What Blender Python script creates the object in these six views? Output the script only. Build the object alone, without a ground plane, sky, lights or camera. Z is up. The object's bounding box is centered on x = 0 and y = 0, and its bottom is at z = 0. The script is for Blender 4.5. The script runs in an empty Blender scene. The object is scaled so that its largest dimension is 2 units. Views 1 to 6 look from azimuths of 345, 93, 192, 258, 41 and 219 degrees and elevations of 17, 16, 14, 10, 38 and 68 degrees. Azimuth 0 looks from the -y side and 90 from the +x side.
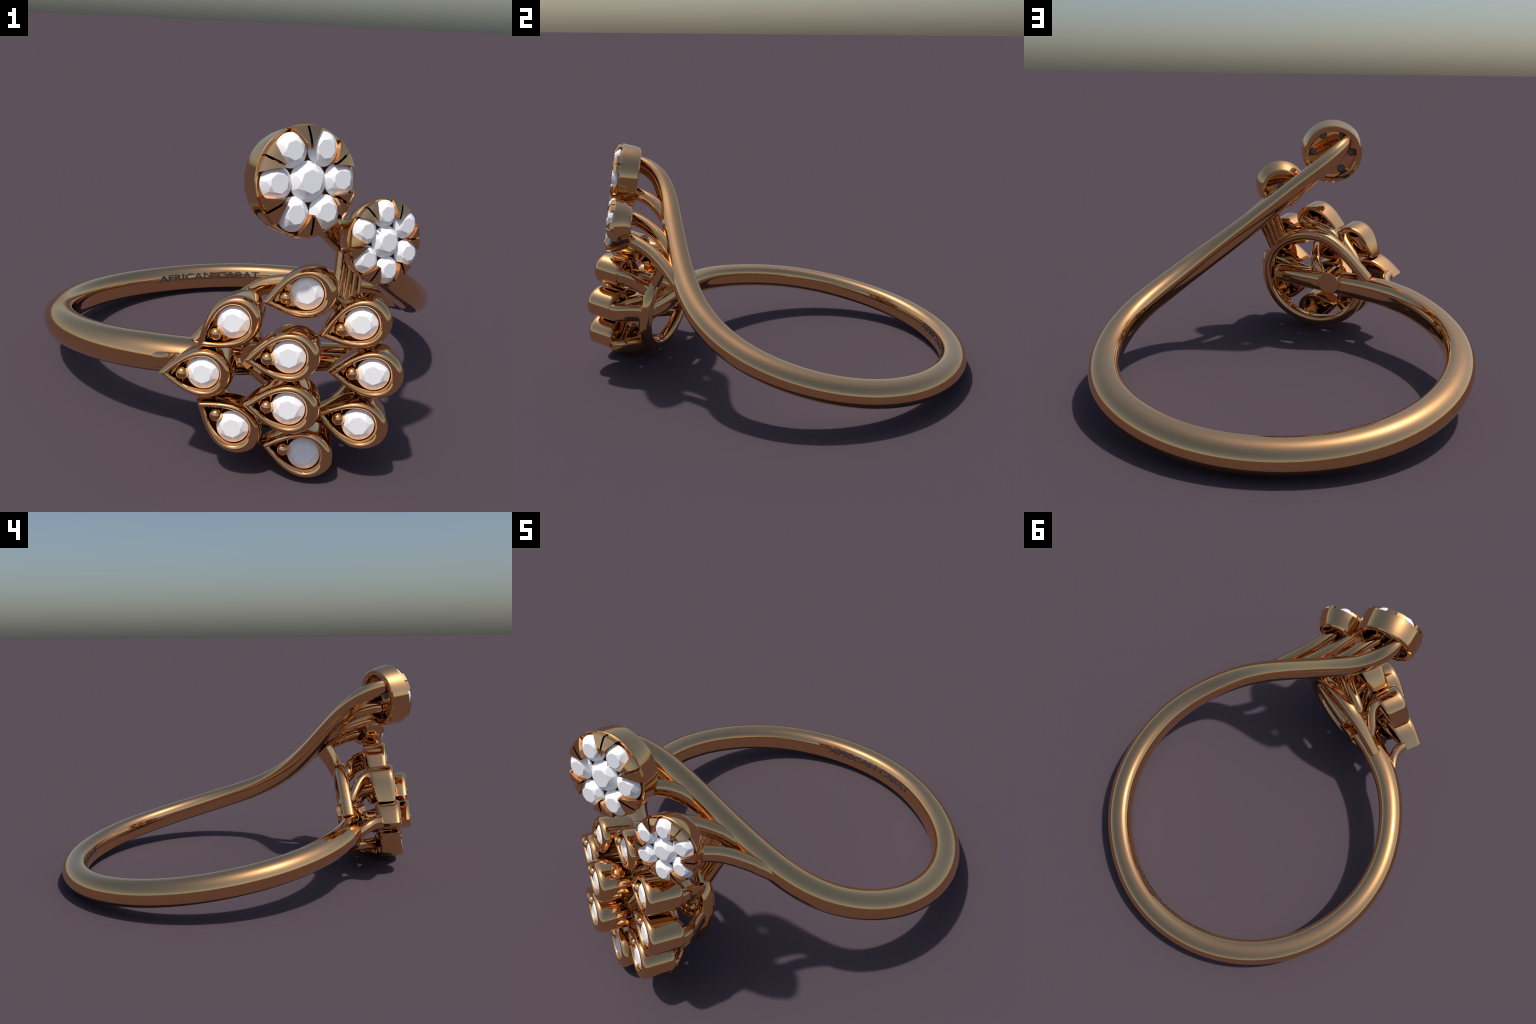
"""A rose-gold bypass ring: a slim shank that sweeps up into two round diamond
flowers on one side and a fan of ten pear-shaped stone settings on the other."""
import math
import bpy
import bmesh
import numpy as np
from mathutils import Matrix, Vector

V = lambda *a: np.array(a, float)


def unit(v):
    v = np.asarray(v, float)
    return v / np.linalg.norm(v)


# ------------------------------------------------------------------ materials
def gold_material(name, base, rough):
    m = bpy.data.materials.new(name)
    m.use_nodes = True
    nt = m.node_tree
    b = nt.nodes["Principled BSDF"]
    tc = nt.nodes.new("ShaderNodeTexCoord")
    noise = nt.nodes.new("ShaderNodeTexNoise")
    noise.inputs["Scale"].default_value = 9.0
    noise.inputs["Detail"].default_value = 4.0
    ramp = nt.nodes.new("ShaderNodeMapRange")
    ramp.inputs["To Min"].default_value = rough * 0.92
    ramp.inputs["To Max"].default_value = rough * 1.08
    nt.links.new(tc.outputs["Object"], noise.inputs["Vector"])
    nt.links.new(noise.outputs["Fac"], ramp.inputs["Value"])
    nt.links.new(ramp.outputs["Result"], b.inputs["Roughness"])
    b.inputs["Base Color"].default_value = (*base, 1)
    b.inputs["Metallic"].default_value = 1.0
    return m


def plain_material(name, base, rough, spec=0.5):
    m = bpy.data.materials.new(name)
    m.use_nodes = True
    b = m.node_tree.nodes["Principled BSDF"]
    b.inputs["Base Color"].default_value = (*base, 1)
    b.inputs["Roughness"].default_value = rough
    b.inputs["Specular IOR Level"].default_value = spec
    return m


GOLD = gold_material("rose_gold", (0.93, 0.53, 0.24), 0.012)
STONE = plain_material("white_diamond", (0.95, 0.95, 0.955), 0.35)
PAVILION = plain_material("diamond_pavilion", (0.22, 0.21, 0.22), 0.3)
INK = plain_material("engraving_dark", (0.038, 0.036, 0.042), 0.6, 0.2)

# ------------------------------------------------------------------ scene tree
coll = bpy.context.scene.collection
ring = bpy.data.objects.new("diamond_ring", None)
ring["label"] = "rose gold bypass ring with diamond flowers and pear petals"
ring["category"] = "ring"
coll.objects.link(ring)


def add(name, mesh, parent=ring, mat=GOLD, matrix=None, angle=40):
    o = bpy.data.objects.new(name, mesh)
    coll.objects.link(o)
    o.parent = parent
    if matrix is not None:
        o.matrix_local = matrix
    if not mesh.materials:
        mesh.materials.append(mat)
    return o


def finish(bm, name, mat=GOLD, angle=40, flat=False):
    bmesh.ops.recalc_face_normals(bm, faces=bm.faces[:])
    me = bpy.data.meshes.new(name)
    bm.to_mesh(me)
    bm.free()
    me.materials.append(mat)
    if not flat:
        me.shade_smooth()
        me.set_sharp_from_angle(angle=math.radians(angle))
    return me


# ------------------------------------------------------------------ curve tools
def bspline(ctrl, t):
    ctrl = np.asarray(ctrl, float)
    n = len(ctrl)
    x = np.asarray(t) * (n - 3)
    i = np.clip(np.floor(x).astype(int), 0, n - 4)
    u = (x - i)[:, None]
    w = [(1 - u) ** 3, 3 * u ** 3 - 6 * u ** 2 + 4, -3 * u ** 3 + 3 * u ** 2 + 3 * u + 1, u ** 3]
    return sum(w[k] * ctrl[i + k] for k in range(4)) / 6


def through(pts, n):
    """Smooth curve through the points (Catmull-Rom, chord spaced), n samples."""
    p = np.asarray(pts, float)
    d = np.concatenate([[0], np.cumsum(np.linalg.norm(np.diff(p, axis=0), axis=1))])
    m = np.empty_like(p)
    m[1:-1] = (p[2:] - p[:-2]) / (d[2:] - d[:-2])[:, None]
    m[0] = 2 * (p[1] - p[0]) / (d[1] - d[0]) - m[1]
    m[-1] = 2 * (p[-1] - p[-2]) / (d[-1] - d[-2]) - m[-2]
    s = np.linspace(0, d[-1], n)
    i = np.clip(np.searchsorted(d, s, side="right") - 1, 0, len(p) - 2)
    h = (d[i + 1] - d[i])[:, None]
    u = ((s - d[i]) / (d[i + 1] - d[i]))[:, None]
    return ((2 * u ** 3 - 3 * u ** 2 + 1) * p[i] + (u ** 3 - 2 * u ** 2 + u) * h * m[i]
            + (-2 * u ** 3 + 3 * u ** 2) * p[i + 1] + (u ** 3 - u ** 2) * h * m[i + 1])


def even(p, n):
    d = np.concatenate([[0], np.cumsum(np.linalg.norm(np.diff(p, axis=0), axis=1))])
    s = np.linspace(0, d[-1], n)
    return np.stack([np.interp(s, d, p[:, k]) for k in range(3)], 1)


def bezier(a, b, c, d, n):
    t = np.linspace(0, 1, n)[:, None]
    return (1 - t) ** 3 * a + 3 * (1 - t) ** 2 * t * b + 3 * (1 - t) * t ** 2 * c + t ** 3 * d


def superellipse(k, n=2.0):
    a = np.linspace(0, 2 * math.pi, k, endpoint=False)
    c, s = np.cos(a), np.sin(a)
    return np.sign(c) * abs(c) ** (2 / n), np.sign(s) * abs(s) ** (2 / n)


def tube(path, us, vs, name, round_start=False, round_end=False, angle=50):
    """Skin sections us/vs (rows: samples, cols: section points, world vectors)."""
    bm = bmesh.new()
    rows = []
    for p, off in zip(path, us):
        rows.append([bm.verts.new(p + o) for o in off])
    for a, b in zip(rows[:-1], rows[1:]):
        for j in range(len(a)):
            k = (j + 1) % len(a)
            bm.faces.new((a[j], a[k], b[k], b[j]))
    bm.faces.new(rows[0])
    bm.faces.new(rows[-1])
    return finish(bm, name, angle=angle)


def frames(path, ref):
    """Tangent, plus v = ref made square to it (ref: one vector or one per sample)."""
    t = np.gradient(path, axis=0)
    t /= np.linalg.norm(t, axis=1)[:, None]
    r = np.broadcast_to(ref, path.shape)
    v = r - (r * t).sum(1)[:, None] * t
    v /= np.linalg.norm(v, axis=1)[:, None]
    return t, np.cross(t, v), v


def end_caps(path, ru, rv, start, end, k=7):
    """Round off the ends by adding shrinking sections along the tangent."""
    path, ru, rv = map(np.asarray, (path, ru, rv))
    for at, on in ((0, start), (-1, end)):
        if not on:
            continue
        d = unit(path[0] - path[1]) if at == 0 else unit(path[-1] - path[-2])
        r = 0.5 * (ru[at] + rv[at])
        a = np.linspace(0, math.pi / 2, k + 1)[1:]
        extra = np.array([path[at] + d * r * math.sin(x) for x in a])
        sc = np.maximum(np.cos(a), 0.03)
        if at == 0:
            path = np.vstack([extra[::-1], path])
            ru, rv = np.r_[(ru[at] * sc)[::-1], ru], np.r_[(rv[at] * sc)[::-1], rv]
        else:
            path = np.vstack([path, extra])
            ru, rv = np.r_[ru, ru[at] * sc], np.r_[rv, rv[at] * sc]
    return path, ru, rv


def rod(name, path, ru, rv, ref, n=2.0, k=28, start=False, end=False):
    m = len(path)
    ru = np.interp(np.linspace(0, 1, m), np.linspace(0, 1, len(ru)), ru)
    rv = np.interp(np.linspace(0, 1, m), np.linspace(0, 1, len(rv)), rv)
    path, ru, rv = end_caps(path, ru, rv, start, end)
    t, u, v = frames(path, ref)
    c, s = superellipse(k, n)
    off = [ru[i] * c[:, None] * u[i] + rv[i] * s[:, None] * v[i] for i in range(len(path))]
    return tube(path, off, None, name)


# ------------------------------------------------------------------ main shank
AXIS = unit(V(0, 0.147, 0.989))            # finger axis: the ring lies tilted a little
SHANK = [(-0.131, -0.945, 1.042), (-0.145, -0.786, 1.042), (-0.116, -0.676, 0.995), (-0.038, -0.604, 0.913),
         (0.090, -0.558, 0.810), (0.240, -0.507, 0.681), (0.402, -0.446, 0.549), (0.556, -0.355, 0.430),
         (0.679, -0.203, 0.331), (0.765, -0.009, 0.259), (0.786, 0.214, 0.201), (0.737, 0.445, 0.151),
         (0.615, 0.655, 0.118), (0.417, 0.821, 0.0945), (0.178, 0.927, 0.083), (-0.087, 0.941, 0.077),
         (-0.347, 0.866, 0.085), (-0.566, 0.710, 0.109), (-0.719, 0.485, 0.142), (-0.788, 0.224, 0.185),
         (-0.764, -0.042, 0.226), (-0.644, -0.284, 0.2615), (-0.456, -0.482, 0.290), (-0.200, -0.594, 0.298),
         (0.03, -0.629, 0.309), (0.185, -0.668, 0.317), (0.34, -0.722, 0.325)]
SHANK = [(x, y, z - (0.005 if i > 9 and i < 22 else 0.0)) for i, (x, y, z) in enumerate(SHANK)]
SPAN = 420
SIZE_T = [0, .048, .096, .144, .192, .259, .335, .431, .575, .72, .815, .865, .90, .95, 1.0]
SIZE_U = [.036, .046, .054, .058, .062, .066, .069, .072, .073, .071, .069, .071, .074, .070, .050]
SIZE_V = [.040, .046, .047, .050, .055, .061, .064, .066, .067, .066, .066, .067, .063, .054, .046]


def shank_frame(t):
    t = np.asarray(t, float)
    p = bspline(SHANK, t)
    e = 1e-3
    tan = bspline(SHANK, np.clip(t + e, 0, 1)) - bspline(SHANK, np.clip(t - e, 0, 1))
    tan /= np.linalg.norm(tan, axis=1)[:, None]
    v = AXIS - (tan @ AXIS)[:, None] * tan
    v /= np.linalg.norm(v, axis=1)[:, None]
    return p, tan, np.cross(tan, v), v


def inner_wall(f, ru, rv):
    """Point on the flattened finger side of the section, f = -1..1 of its height."""
    n = 2.7
    return -0.87 * ru * max(0.0, 1 - abs(f) ** n) ** (1 / n), rv * f


def build_shank():
    t = np.linspace(0, 1, SPAN)
    p, tan, u, v = shank_frame(t)
    ru, rv = np.interp(t, SIZE_T, SIZE_U), np.interp(t, SIZE_T, SIZE_V)
    k = 48
    a = np.linspace(0, 2 * math.pi, k, endpoint=False)
    c, s = np.cos(a), np.sin(a)
    n = 2.7
    ci = np.where(c >= 0, 0.98 * c, -0.87 * abs(c) ** (2 / n))
    si = np.where(c >= 0, s, np.sign(s) * abs(s) ** (2 / n))
    # the far tip is rounded off
    kk = 8
    b = np.linspace(0, math.pi / 2, kk + 1)[1:]
    tip = [p[0] - tan[0] * 0.028 * math.sin(x) for x in b][::-1]
    sc = np.maximum(np.cos(b), 0.03)[::-1]
    path = np.vstack([tip, p])
    off = [q * (ru[0] * ci[:, None] * u[0] + rv[0] * si[:, None] * v[0]) for q in sc]
    off += [ru[i] * ci[:, None] * u[i] + rv[i] * si[:, None] * v[i] for i in range(SPAN)]
    # and so is the other end, inside the hoop
    path = np.vstack([path, [p[-1] + tan[-1] * 0.045 * math.sin(x) for x in b]])
    off += [q * off[-1] for q in sc[::-1]]
    add("shank", tube(path, off, None, "shank"))


build_shank()


# lettering on the inside of the shank, opposite the head
def build_lettering():
    cu = bpy.data.curves.new("lettering", "FONT")
    cu.body = "AFRICAN CARAT"
    cu.size = 1.0
    cu.offset = 0.024
    cu.extrude = 0.5
    cu.resolution_u = 6
    tmp = bpy.data.objects.new("lettering_source", cu)
    coll.objects.link(tmp)
    dg = bpy.context.evaluated_depsgraph_get()
    me = bpy.data.meshes.new_from_object(tmp.evaluated_get(dg))
    bpy.data.objects.remove(tmp)
    bpy.data.curves.remove(cu)
    co = np.empty(len(me.vertices) * 3)
    me.vertices.foreach_get("co", co)
    co = co.reshape(-1, 3)
    x0, x1 = co[:, 0].min(), co[:, 0].max()
    cap = co[:, 1].max()
    t = np.interp(co[:, 0], [x0, x1], [0.6175, 0.5210])
    f = np.interp(co[:, 1], [0, cap], [-0.02, 0.47])
    p, tan, u, v = shank_frame(t)
    ru, rv = np.interp(t, SIZE_T, SIZE_U), np.interp(t, SIZE_T, SIZE_V)
    out = np.empty_like(co)
    for i in range(len(co)):
        a, b = inner_wall(f[i], ru[i], rv[i])
        a -= 0.0022 if co[i, 2] > 0 else -0.004
        out[i] = p[i] + a * u[i] + b * v[i]
    me.vertices.foreach_set("co", out.ravel())
    me.materials.clear()
    me.materials.append(INK)
    bm = bmesh.new()
    bm.from_mesh(me)
    me2 = finish(bm, "lettering", INK, flat=True)
    o = add("lettering", me2, mat=INK)
    return o


build_lettering()

# ------------------------------------------------------------------ hoop and centre post
def ticked_gold(base):
    """The gold again, with faint engraved ticks across the hoop in broken groups."""
    m = base.copy()
    m.name = "rose_gold_engraved"
    nt = m.node_tree
    new = nt.nodes.new
    b = nt.nodes["Principled BSDF"]
    tc = next(n for n in nt.nodes if n.bl_idname == "ShaderNodeTexCoord")
    sep = new("ShaderNodeSeparateXYZ")
    nt.links.new(tc.outputs["Object"], sep.inputs[0])

    def math_node(op, a, bb=None):
        n = new("ShaderNodeMath")
        n.operation = op
        for k, v in enumerate((a, bb)):
            if v is None:
                continue
            if isinstance(v, (int, float)):
                n.inputs[k].default_value = v
            else:
                nt.links.new(v, n.inputs[k])
        return n.outputs[0]

    ang = math_node("ARCTAN2", sep.outputs["Y"], sep.outputs["X"])
    tick = math_node("LESS_THAN", math_node("FRACT", math_node("MULTIPLY", ang, 15.0)), 0.045)
    noise = new("ShaderNodeTexNoise")
    noise.inputs["Scale"].default_value = 42.0
    noise.inputs["Detail"].default_value = 2.0
    nt.links.new(tc.outputs["Object"], noise.inputs["Vector"])
    broken = math_node("GREATER_THAN", noise.outputs["Fac"], 0.50)
    mix = new("ShaderNodeMix")
    mix.data_type = "RGBA"
    nt.links.new(math_node("MULTIPLY", tick, broken), mix.inputs["Factor"])
    mix.inputs["A"].default_value = b.inputs["Base Color"].default_value[:]
    mix.inputs["B"].default_value = (0.30, 0.19, 0.10, 1)
    nt.links.new(mix.outputs["Result"], b.inputs["Base Color"])
    return m



HOOP_C = V(-0.008, -0.609, 0.313)
HOOP_N = unit(V(-0.2255, -0.960, 0.163))
HOOP_X = unit(np.cross(V(0, 0, 1), HOOP_N))
HOOP_Y = np.cross(HOOP_N, HOOP_X)
HOOP_RX, HOOP_RY = 0.272, 0.250


def hoop_at(deg):
    a = math.radians(deg)
    return HOOP_C + HOOP_RX * math.cos(a) * HOOP_X + HOOP_RY * math.sin(a) * HOOP_Y


HOOP_END = V(-0.304, -0.527, 0.346)         # the upper arc runs out straight and is cut off on the shank
arc = np.array([hoop_at(d) for d in np.linspace(104, -168, 130)])
run_in = unit(arc[0] - arc[1])
leg = bezier(HOOP_END, HOOP_END + 0.11 * unit(hoop_at(126) - HOOP_END), arc[0] + 0.08 * run_in, arc[0], 40)
path = even(np.vstack([leg, arc[1:]]), 170)
hoop_frame = Matrix([[HOOP_X[i], HOOP_Y[i], HOOP_N[i], HOOP_C[i]] for i in range(3)] + [[0, 0, 0, 1]])
hoop_mesh = rod("hoop", path, [0.028], [0.033], HOOP_N, n=2.6, k=32)
hoop_mesh.transform(hoop_frame.inverted())
hoop_mesh.materials.clear()
hoop_mesh.materials.append(ticked_gold(GOLD))
add("hoop", hoop_mesh, matrix=hoop_frame)

DISC = V(-0.081, -0.597, 0.303)
PETAL_N = unit(V(-0.3827, -0.9138, 0.1358))
PETAL_X0 = unit(np.cross(AXIS, PETAL_N))     # level direction in the petal plane
PETAL_Y0 = np.cross(PETAL_N, PETAL_X0)


HUB = V(-0.1006, -0.5225, 0.3115)      # centre of the round flat cap on the finger side


def build_post():
    bm = bmesh.new()
    prof = [(0.0, 0.0), (0.056, 0.0), (0.059, 0.003), (0.059, 0.10), (0.045, 0.12), (0.045, 0.16), (0.0, 0.16)]
    k = 48
    rows = []
    start = HUB
    for r, h in prof:
        if r == 0:
            rows.append([bm.verts.new(start + HOOP_N * h)])
            continue
        rows.append([bm.verts.new(start + HOOP_N * h + r * (math.cos(a) * HOOP_X + math.sin(a) * HOOP_Y))
                     for a in np.linspace(0, 2 * math.pi, k, endpoint=False)])
    for a, b in zip(rows[:-1], rows[1:]):
        for j in range(k):
            j2 = (j + 1) % k
            if len(a) == 1:
                bm.faces.new((a[0], b[j], b[j2]))
            elif len(b) == 1:
                bm.faces.new((a[j], a[j2], b[0]))
            else:
                bm.faces.new((a[j], a[j2], b[j2], b[j]))
    add("centre_post", finish(bm, "centre_post", angle=30))


build_post()


# ------------------------------------------------------------------ gem stone
def brilliant(name, r, table, crown, tail_r, tail_len):
    """Round brilliant: octagonal table, star, kite and girdle facets on top,
    a round pavilion with a blunt end below. The table lies at z = 0."""
    bm = bmesh.new()
    ring_pts = lambda rad, z, n, off: [bm.verts.new((rad * math.cos(2 * math.pi * (i + off) / n),
                                                     rad * math.sin(2 * math.pi * (i + off) / n), z)) for i in range(n)]
    T = ring_pts(table, 0, 8, 0)
    S = ring_pts(table + (r - table) * 0.46, -crown * 0.40, 8, 0.5)
    G = ring_pts(r, -crown, 32, 0)
    bm.faces.new(T)
    for k in range(8):
        k2 = (k + 1) % 8
        g = [G[(4 * k + i) % 32] for i in range(5)]
        bm.faces.new((T[k], S[k], T[k2]))
        bm.faces.new((T[k], S[k - 1], g[0], S[k]))
        bm.faces.new((S[k], g[0], g[1], g[2]))
        bm.faces.new((S[k], g[2], g[3], g[4]))
    prev = G
    rings = [(r, -crown - 0.004), (tail_r * 1.05, -crown - 0.55 * r)]
    rings += [(tail_r, -tail_len + tail_r)] + [(tail_r * math.cos(a), -tail_len + tail_r - tail_r * math.sin(a))
                                               for a in (0.4, 0.8, 1.2)]
    for n, (rad, z) in enumerate(rings):
        nxt = ring_pts(rad, z, 32, 0)
        for i in range(32):
            f = bm.faces.new((prev[i], prev[(i + 1) % 32], nxt[(i + 1) % 32], nxt[i]))
            f.material_index = 1 if n > 1 else 0
        prev = nxt
    bm.faces.new(prev).material_index = 1
    me = finish(bm, name, STONE, angle=9)
    me.materials.append(PAVILION)
    return me


# ------------------------------------------------------------------ pear settings
def pear(tip, end, half, mid, slope, n1, n2):
    """Closed pear outline in the plane: sharp tip at x=tip, round end at x=end."""
    up = []
    L = mid - tip
    for u in np.linspace(0, 1, n1, endpoint=False):
        y = half * (3 * u ** 2 - 2 * u ** 3) + slope * L * (u - 2 * u ** 2 + u ** 3)
        up.append((tip + L * u, y))
    for a in np.linspace(math.pi / 2, 0, n2):
        up.append((mid + (end - mid) * math.cos(a), half * math.sin(a)))
    up = np.array(up)
    low = up[1:-1][::-1] * V(1, -1)
    return np.vstack([up, low])


def build_pear_mesh():
    O = pear(-0.1445, 0.097, 0.0795, 0.004, 0.82, 26, 26)
    I = pear(-0.107, 0.0560, 0.0545, 0.002, 0.84, 26, 26)
    back = lambda x: 0.094 + 0.045 * (x + 0.14) / 0.235
    wall = [(1.0, -0.064), (1.0, -0.014), (0.97, -0.006), (0.88, -0.0005), (0.74, 0.0028), (0.58, 0.004),
            (0.40, 0.0030), (0.24, -0.0005), (0.10, -0.0065), (0.02, -0.014), (0.0, -0.024)]
    rear = [(0.10, -0.016), (0.12, -0.006), (0.20, -0.001), (0.35, 0.0), (0.75, 0.0), (0.90, 0.001), (0.98, 0.005), (1.0, 0.012)]
    bm = bmesh.new()
    rows = []
    for lam, z in wall:
        P = O * (1 - lam) + I * lam
        rows.append([bm.verts.new((x, y, z)) for x, y in P])
    for lam, dz in rear:
        P = O * (1 - lam) + I * lam
        if lam < 0.15:
            dz = -dz if False else dz
        rows.append([bm.verts.new((x, y, -back(x) + (abs(dz) if dz >= 0 else -dz))) for x, y in P])
    rows.append([bm.verts.new((x, y, -0.072)) for x, y in I])
    m = len(O)
    for a, b in zip(rows[:-1], rows[1:]):
        for j in range(m):
            j2 = (j + 1) % m
            bm.faces.new((a[j], a[j2], b[j2], b[j]))
    bm.faces.new(rows[0])
    bm.faces.new(rows[-1])
    return finish(bm, "pear_setting", angle=42)


def build_bead_mesh():
    bm = bmesh.new()
    r, k = 0.0222, 28
    prof = [(r, -0.065), (r, -0.014)] + [(r * math.cos(a), -0.014 + r * math.sin(a)) for a in np.linspace(0.15, 1.45, 9)]
    prev = None
    for rad, z in prof:
        row = [bm.verts.new((rad * math.cos(a), rad * math.sin(a), z)) for a in np.linspace(0, 2 * math.pi, k, endpoint=False)]
        if prev:
            for j in range(k):
                bm.faces.new((prev[j], prev[(j + 1) % k], row[(j + 1) % k], row[j]))
        prev = row
    bm.faces.new(prev)
    return finish(bm, "bead_prong", angle=50)


PEAR_MESH = build_pear_mesh()
BEAD_MESH = build_bead_mesh()
PEAR_STONE = brilliant("pear_stone", 0.0525, 0.030, 0.018, 0.02, 0.062)

# stone centre (x, y, z) and turn in the common plane, degrees
PETALS = {
    "top": ((-0.018, -0.837, 0.620), 13),
    "upper_outer": ((-0.241, -0.797, 0.520), 35),
    "upper_inner": ((0.150, -0.894, 0.533), 18),
    "middle_upper": ((-0.095, -0.932, 0.453), 6),
    "outer": ((-0.335, -0.799, 0.353), 1.5),
    "inner": ((0.190, -0.928, 0.371), -1),
    "middle_lower": ((-0.096, -0.958, 0.291), -3.5),
    "lower_outer": ((-0.243, -0.848, 0.179), -36),
    "lower_inner": ((0.148, -0.942, 0.204), -15),
    "bottom": ((-0.021, -0.916, 0.099), -11),
}


LIFT = 0.005      # rim plane above the girdles of the stones


def petal_axes(turn):
    a = math.radians(turn)
    x = math.cos(a) * PETAL_X0 + math.sin(a) * PETAL_Y0
    return x, np.cross(PETAL_N, x)


def frame_matrix(x, y, z, o):
    m = Matrix.Identity(4)
    for i in range(3):
        m[i][0], m[i][1], m[i][2], m[i][3] = x[i], y[i], z[i], o[i]
    return m


for key, (c, turn) in PETALS.items():
    x, y = petal_axes(turn)
    s = add("pear_setting", PEAR_MESH, matrix=frame_matrix(x, y, PETAL_N, V(*c) + LIFT * PETAL_N))
    add("diamond", PEAR_STONE, parent=s, matrix=Matrix.Translation((0, 0, 0.0015)))
    add("bead_prong", BEAD_MESH, parent=s, matrix=Matrix.Translation((-0.0665, 0, 0.0015)))


def petal_point(key, lx, ly, lz):
    c, turn = PETALS[key]
    x, y = petal_axes(turn)
    return V(*c) + lx * x + ly * y + lz * PETAL_N


# stems that carry the settings: (petal, start point, local end, radii)
def stem(key, start, end_local, ru, rv, lead=0.05, reach=0.06, lead_dir=None):
    p3 = petal_point(key, *end_local)
    d0 = PETAL_N if lead_dir is None else unit(lead_dir)
    path = bezier(start, start + d0 * lead, p3 - PETAL_N * reach, p3, 36)
    add("stem", rod("stem", path, ru, rv, AXIS, n=2.3, start=True))


stem("top", V(-0.118, -0.582, 0.548), (0.03, 0.0, -0.115), [.022, .027, .03], [.026, .027, .032], 0.06, 0.09, V(0.55, -0.35, 0.75))
stem("upper_outer", V(-0.238, -0.562, 0.424), (0.045, 0.0, -0.115), [.022, .029, .032], [.026, .030, .036], 0.06, 0.08, V(0.3, -0.6, 0.75))
stem("upper_inner", hoop_at(30), (0.062, -0.012, -0.125), [.024, .022, .022], [.034, .034, .034])
stem("inner", hoop_at(2), (0.066, -0.010, -0.125), [.024, .023, .023], [.042, .044, .044])
stem("lower_inner", hoop_at(-52), (0.052, -0.040, -0.125), [.026, .025, .025], [.034, .036, .034])
stem("bottom", hoop_at(-84), (0.03, -0.048, -0.12), [.030, .030, .030], [.03, .029, .03])
stem("lower_outer", hoop_at(-142), (0.0, 0.0, -0.10), [.026, .024, .026], [.032, .03, .03])
stem("outer", V(-0.462, -0.512, 0.286), (-0.108, 0.0, -0.085), [.020, .025, .028], [.030, .029, .032], 0.08, 0.08, V(0.6, -0.78, 0.08))
stem("middle_upper", DISC + V(0.045, -0.02, 0.03), (0.04, 0.0, -0.10), [.030, .026, .028], [.042, .038, .038], 0.11, 0.09, V(0.30, 0.05, 1))
stem("middle_lower", DISC + PETAL_N * 0.06 - V(0, 0, 0.02), (0.02, 0.0, -0.10), [.044, .04, .04], [.034, .032, .034], 0.05, 0.06)


# ------------------------------------------------------------------ diamond flowers
def build_cup(name, R0, R1, depth, scale):
    """Turned cup: front edge R0, back edge R1, a floor that holds the stones."""
    front = -0.016 * scale
    Rs = R0 + (R1 - R0) * 0.35
    prof = [(0.0, -0.030 * scale), (R0 - 0.016 * scale, -0.030 * scale), (R0 - 0.011 * scale, front - 0.004),
            (R0 - 0.008 * scale, front), (R0 - 0.0015, front), (R0, front - 0.002),
            (Rs, front - 0.060 * scale), (R1 + 0.004, -depth + 0.014), (R1 + 0.0025, -depth + 0.006),
            (R1 - 0.003, -depth + 0.001), (R1 - 0.009, -depth),
            (R1 - 0.026 * scale, -depth), (R1 - 0.030 * scale, -depth + 0.004),
            (R1 - 0.031 * scale, -0.058 * scale), (0.0, -0.052 * scale)]
    k = 96
    bm = bmesh.new()
    rows = []
    for r, z in prof:
        if r == 0:
            rows.append([bm.verts.new((0, 0, z))])
        else:
            rows.append([bm.verts.new((r * math.cos(a), r * math.sin(a), z)) for a in np.linspace(0, 2 * math.pi, k, endpoint=False)])
    for a, b in zip(rows[:-1], rows[1:]):
        for j in range(k):
            j2 = (j + 1) % k
            if len(a) == 1:
                bm.faces.new((a[0], b[j], b[j2]))
            elif len(b) == 1:
                bm.faces.new((a[j], a[j2], b[0]))
            else:
                bm.faces.new((a[j], a[j2], b[j2], b[j]))
    return finish(bm, name, angle=30)


def build_prong(name, R, ringr, rho, scale):
    """One split prong: two claw halves between neighbouring stones (at +-30 degrees),
    a chamfered wedge that rises towards the middle."""
    bm = bmesh.new()
    slot = 0.0038 * scale
    r_in = 0.097 * scale
    for side in (1, -1):
        rows = []
        for q in np.linspace(0, 1, 10):
            r = r_in + (R - r_in) * q
            wide = slot + 0.0012 + (R * math.sin(math.radians(16.8)) - slot) * q ** 1.18
            # the claw is a slice of a shallow dome, steeper at its outer edge
            z = scale * (0.025 - 0.021 * q ** 1.8)
            row = []
            for f in (0.0, 0.5, 1.0):
                y = slot + (wide - slot) * f
                row.append((math.sqrt(max(r * r - y * y, 0)), y * side, z))
            rows.append(row)
        base = -0.034 * scale
        top = [[bm.verts.new(p) for p in row] for row in rows]
        bot = [[bm.verts.new((p[0], p[1], base)) for p in row] for row in rows]
        n, w = len(rows), 3
        for i in range(n - 1):
            for j in range(w - 1):
                bm.faces.new((top[i][j], top[i + 1][j], top[i + 1][j + 1], top[i][j + 1]))
                bm.faces.new((bot[i][j], bot[i][j + 1], bot[i + 1][j + 1], bot[i + 1][j]))
            for j in (0, w - 1):
                bm.faces.new((top[i][j], bot[i][j], bot[i + 1][j], top[i + 1][j]))
        for i in (0, n - 1):
            for j in range(w - 1):
                bm.faces.new((top[i][j], top[i][j + 1], bot[i][j + 1], bot[i][j]))
    return finish(bm, name, angle=30)


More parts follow.
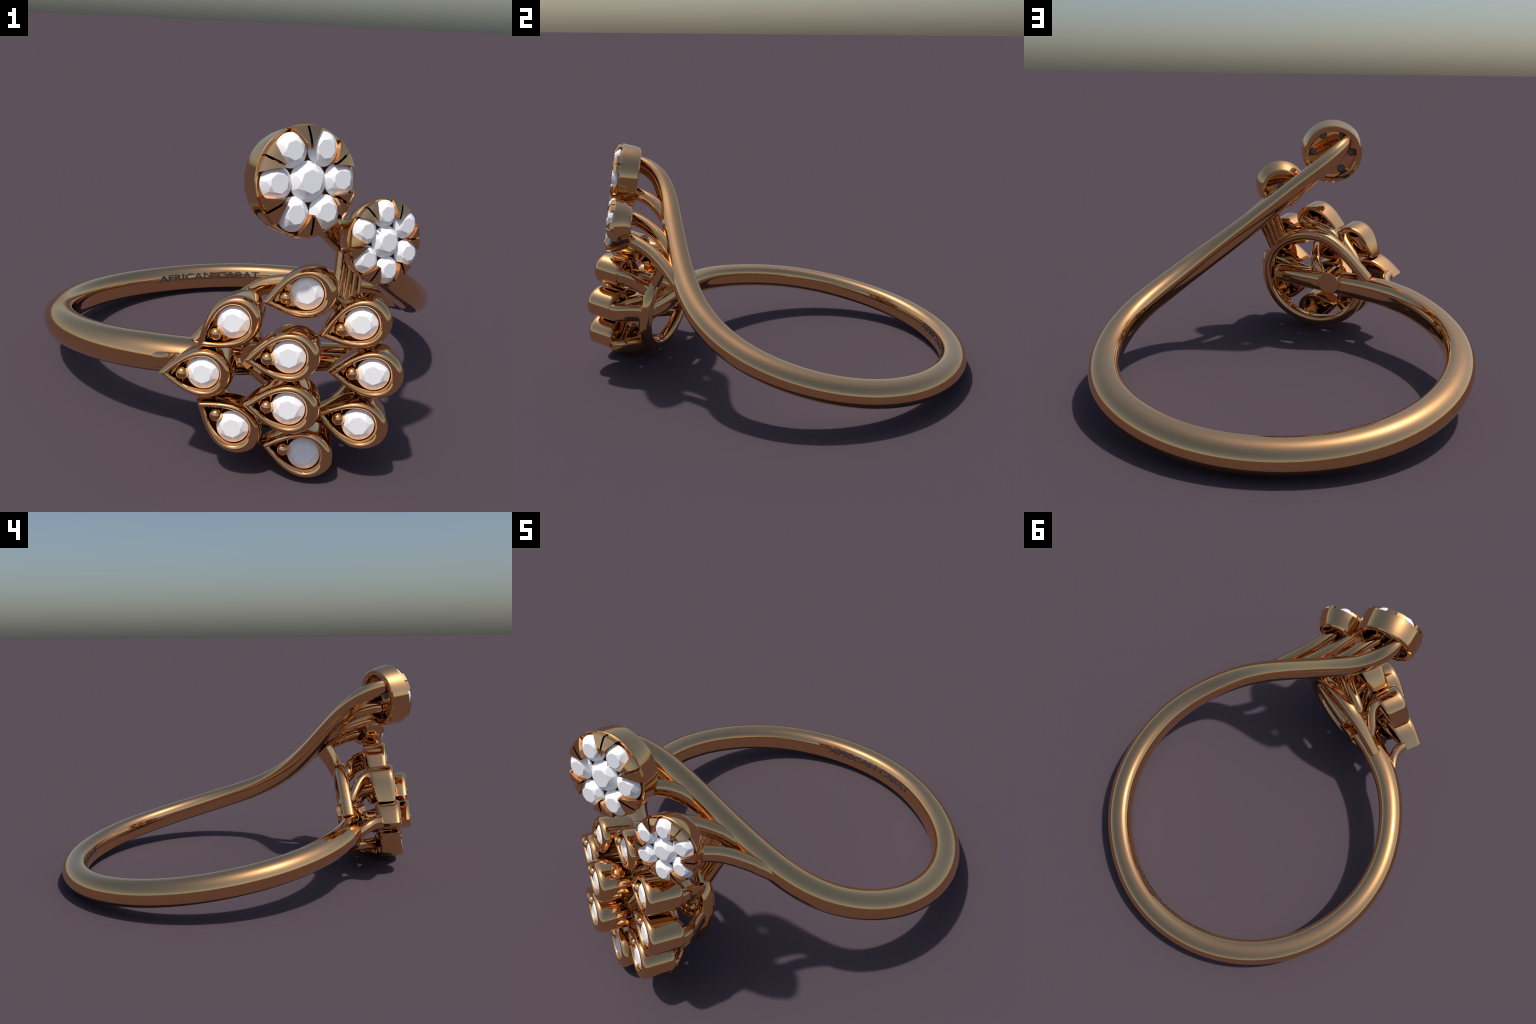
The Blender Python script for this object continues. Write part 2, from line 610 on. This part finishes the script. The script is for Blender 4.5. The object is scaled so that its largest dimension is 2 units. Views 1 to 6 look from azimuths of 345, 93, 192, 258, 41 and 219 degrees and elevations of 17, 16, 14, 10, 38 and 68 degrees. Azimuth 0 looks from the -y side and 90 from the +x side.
def flower(c, N, start_deg, R0, R1, depth, scale):
    N = unit(N)
    x = unit(np.cross(AXIS, N))
    y = np.cross(N, x)
    cup = add("flower_setting", build_cup("flower_setting", R0, R1, depth, scale), matrix=frame_matrix(x, y, N, c))
    ringr = 0.1066 * scale
    outer = brilliant("flower_stone", 0.0520 * scale, 0.029 * scale, 0.023 * scale, 0.025 * scale, 0.090 * scale)
    centre = brilliant("flower_centre_stone", 0.0610 * scale, 0.035 * scale, 0.025 * scale, 0.025 * scale, 0.090 * scale)
    add("diamond", centre, parent=cup, matrix=Matrix.Translation((0, 0, 0.0205 * scale)) @ Matrix.Rotation(math.radians(start_deg), 4, "Z"))
    prong = build_prong("split_prong", R0 - 0.005 * scale, ringr, 0.0515 * scale, scale)
    for k in range(6):
        a = math.radians(start_deg + 60 * k)
        add("diamond", outer, parent=cup,
            matrix=Matrix.Translation((ringr * math.cos(a), ringr * math.sin(a), 0.019 * scale)) @ Matrix.Rotation(a + 0.2, 4, "Z"))
        add("split_prong", prong, parent=cup, matrix=Matrix.Rotation(a + math.radians(30), 4, "Z"))
    return cup


def ring_angle(c, N, p):
    N = unit(N)
    x = unit(np.cross(AXIS, N))
    y = np.cross(N, x)
    d = V(*p) - V(*c)
    return math.degrees(math.atan2(d @ y, d @ x))


BIG_C, BIG_N = V(-0.0471, -0.8692, 0.9837), V(0.2234, -0.9603, 0.1673)
SMALL_C, SMALL_N = V(0.2302, -0.8386, 0.7832), V(0.2363, -0.9604, 0.1479)
flower(BIG_C, BIG_N, ring_angle(BIG_C, BIG_N, (0.058, -0.847, 0.984)), 0.168, 0.155, 0.114, 1.0)
flower(SMALL_C, SMALL_N, ring_angle(SMALL_C, SMALL_N, (0.224, -0.828, 0.875)), 0.137, 0.106, 0.102, 0.836)

# ------------------------------------------------------------------ tendrils
TENDRILS = [
    [(-0.010, -0.807, 0.903), (0.008, -0.758, 0.898), (0.041, -0.675, 0.870), (0.086, -0.607, 0.818), (0.140, -0.562, 0.755), (0.195, -0.527, 0.700)],
    [(0.118, -0.802, 0.812), (0.133, -0.759, 0.803), (0.172, -0.659, 0.762), (0.240, -0.567, 0.698), (0.290, -0.522, 0.645), (0.340, -0.482, 0.595)],
    [(0.246, -0.787, 0.722), (0.254, -0.744, 0.717), (0.303, -0.627, 0.668), (0.370, -0.534, 0.602), (0.415, -0.487, 0.555), (0.460, -0.442, 0.505)],
]
for pts in TENDRILS:
    path = through(pts, 60)
    add("tendril", rod("tendril", path, [.030, .031, .031, .030, .022], [.034, .034, .034, .032, .022], AXIS, end=True, start=True))

# ribbed strap of four rods that ties the shank to the hoop
for i in range(4):
    s = (i - 1.5) * 0.030
    top = V(0.232, -0.548, 0.640) + s * V(0.80, 0.2, -0.45)
    low = V(0.195, -0.618, 0.500) + s * V(0.72, -0.1, -0.55)
    mid = 0.5 * (top + low) + V(0.0, -0.004, 0.0)
    path = through([top, mid, low], 24)
    add("strap_rib", rod("strap_rib", path, [.017, .0165, .017], [.03, .026, .026], V(0, -1, 0.2), n=2.2))


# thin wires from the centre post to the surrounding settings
def wire(key, end_local, r, sag):
    a = DISC + PETAL_N * 0.03
    b = petal_point(key, *end_local)
    path = bezier(a, a + (b - a) * 0.35 + sag, b - PETAL_N * 0.05, b, 30)
    add("basket_wire", rod("basket_wire", path, [r, r, r], [r, r * 1.1, r], AXIS, n=2.3, start=True))


wire("inner", (0.02, 0.0, -0.10), 0.020, V(0, 0, 0.02))
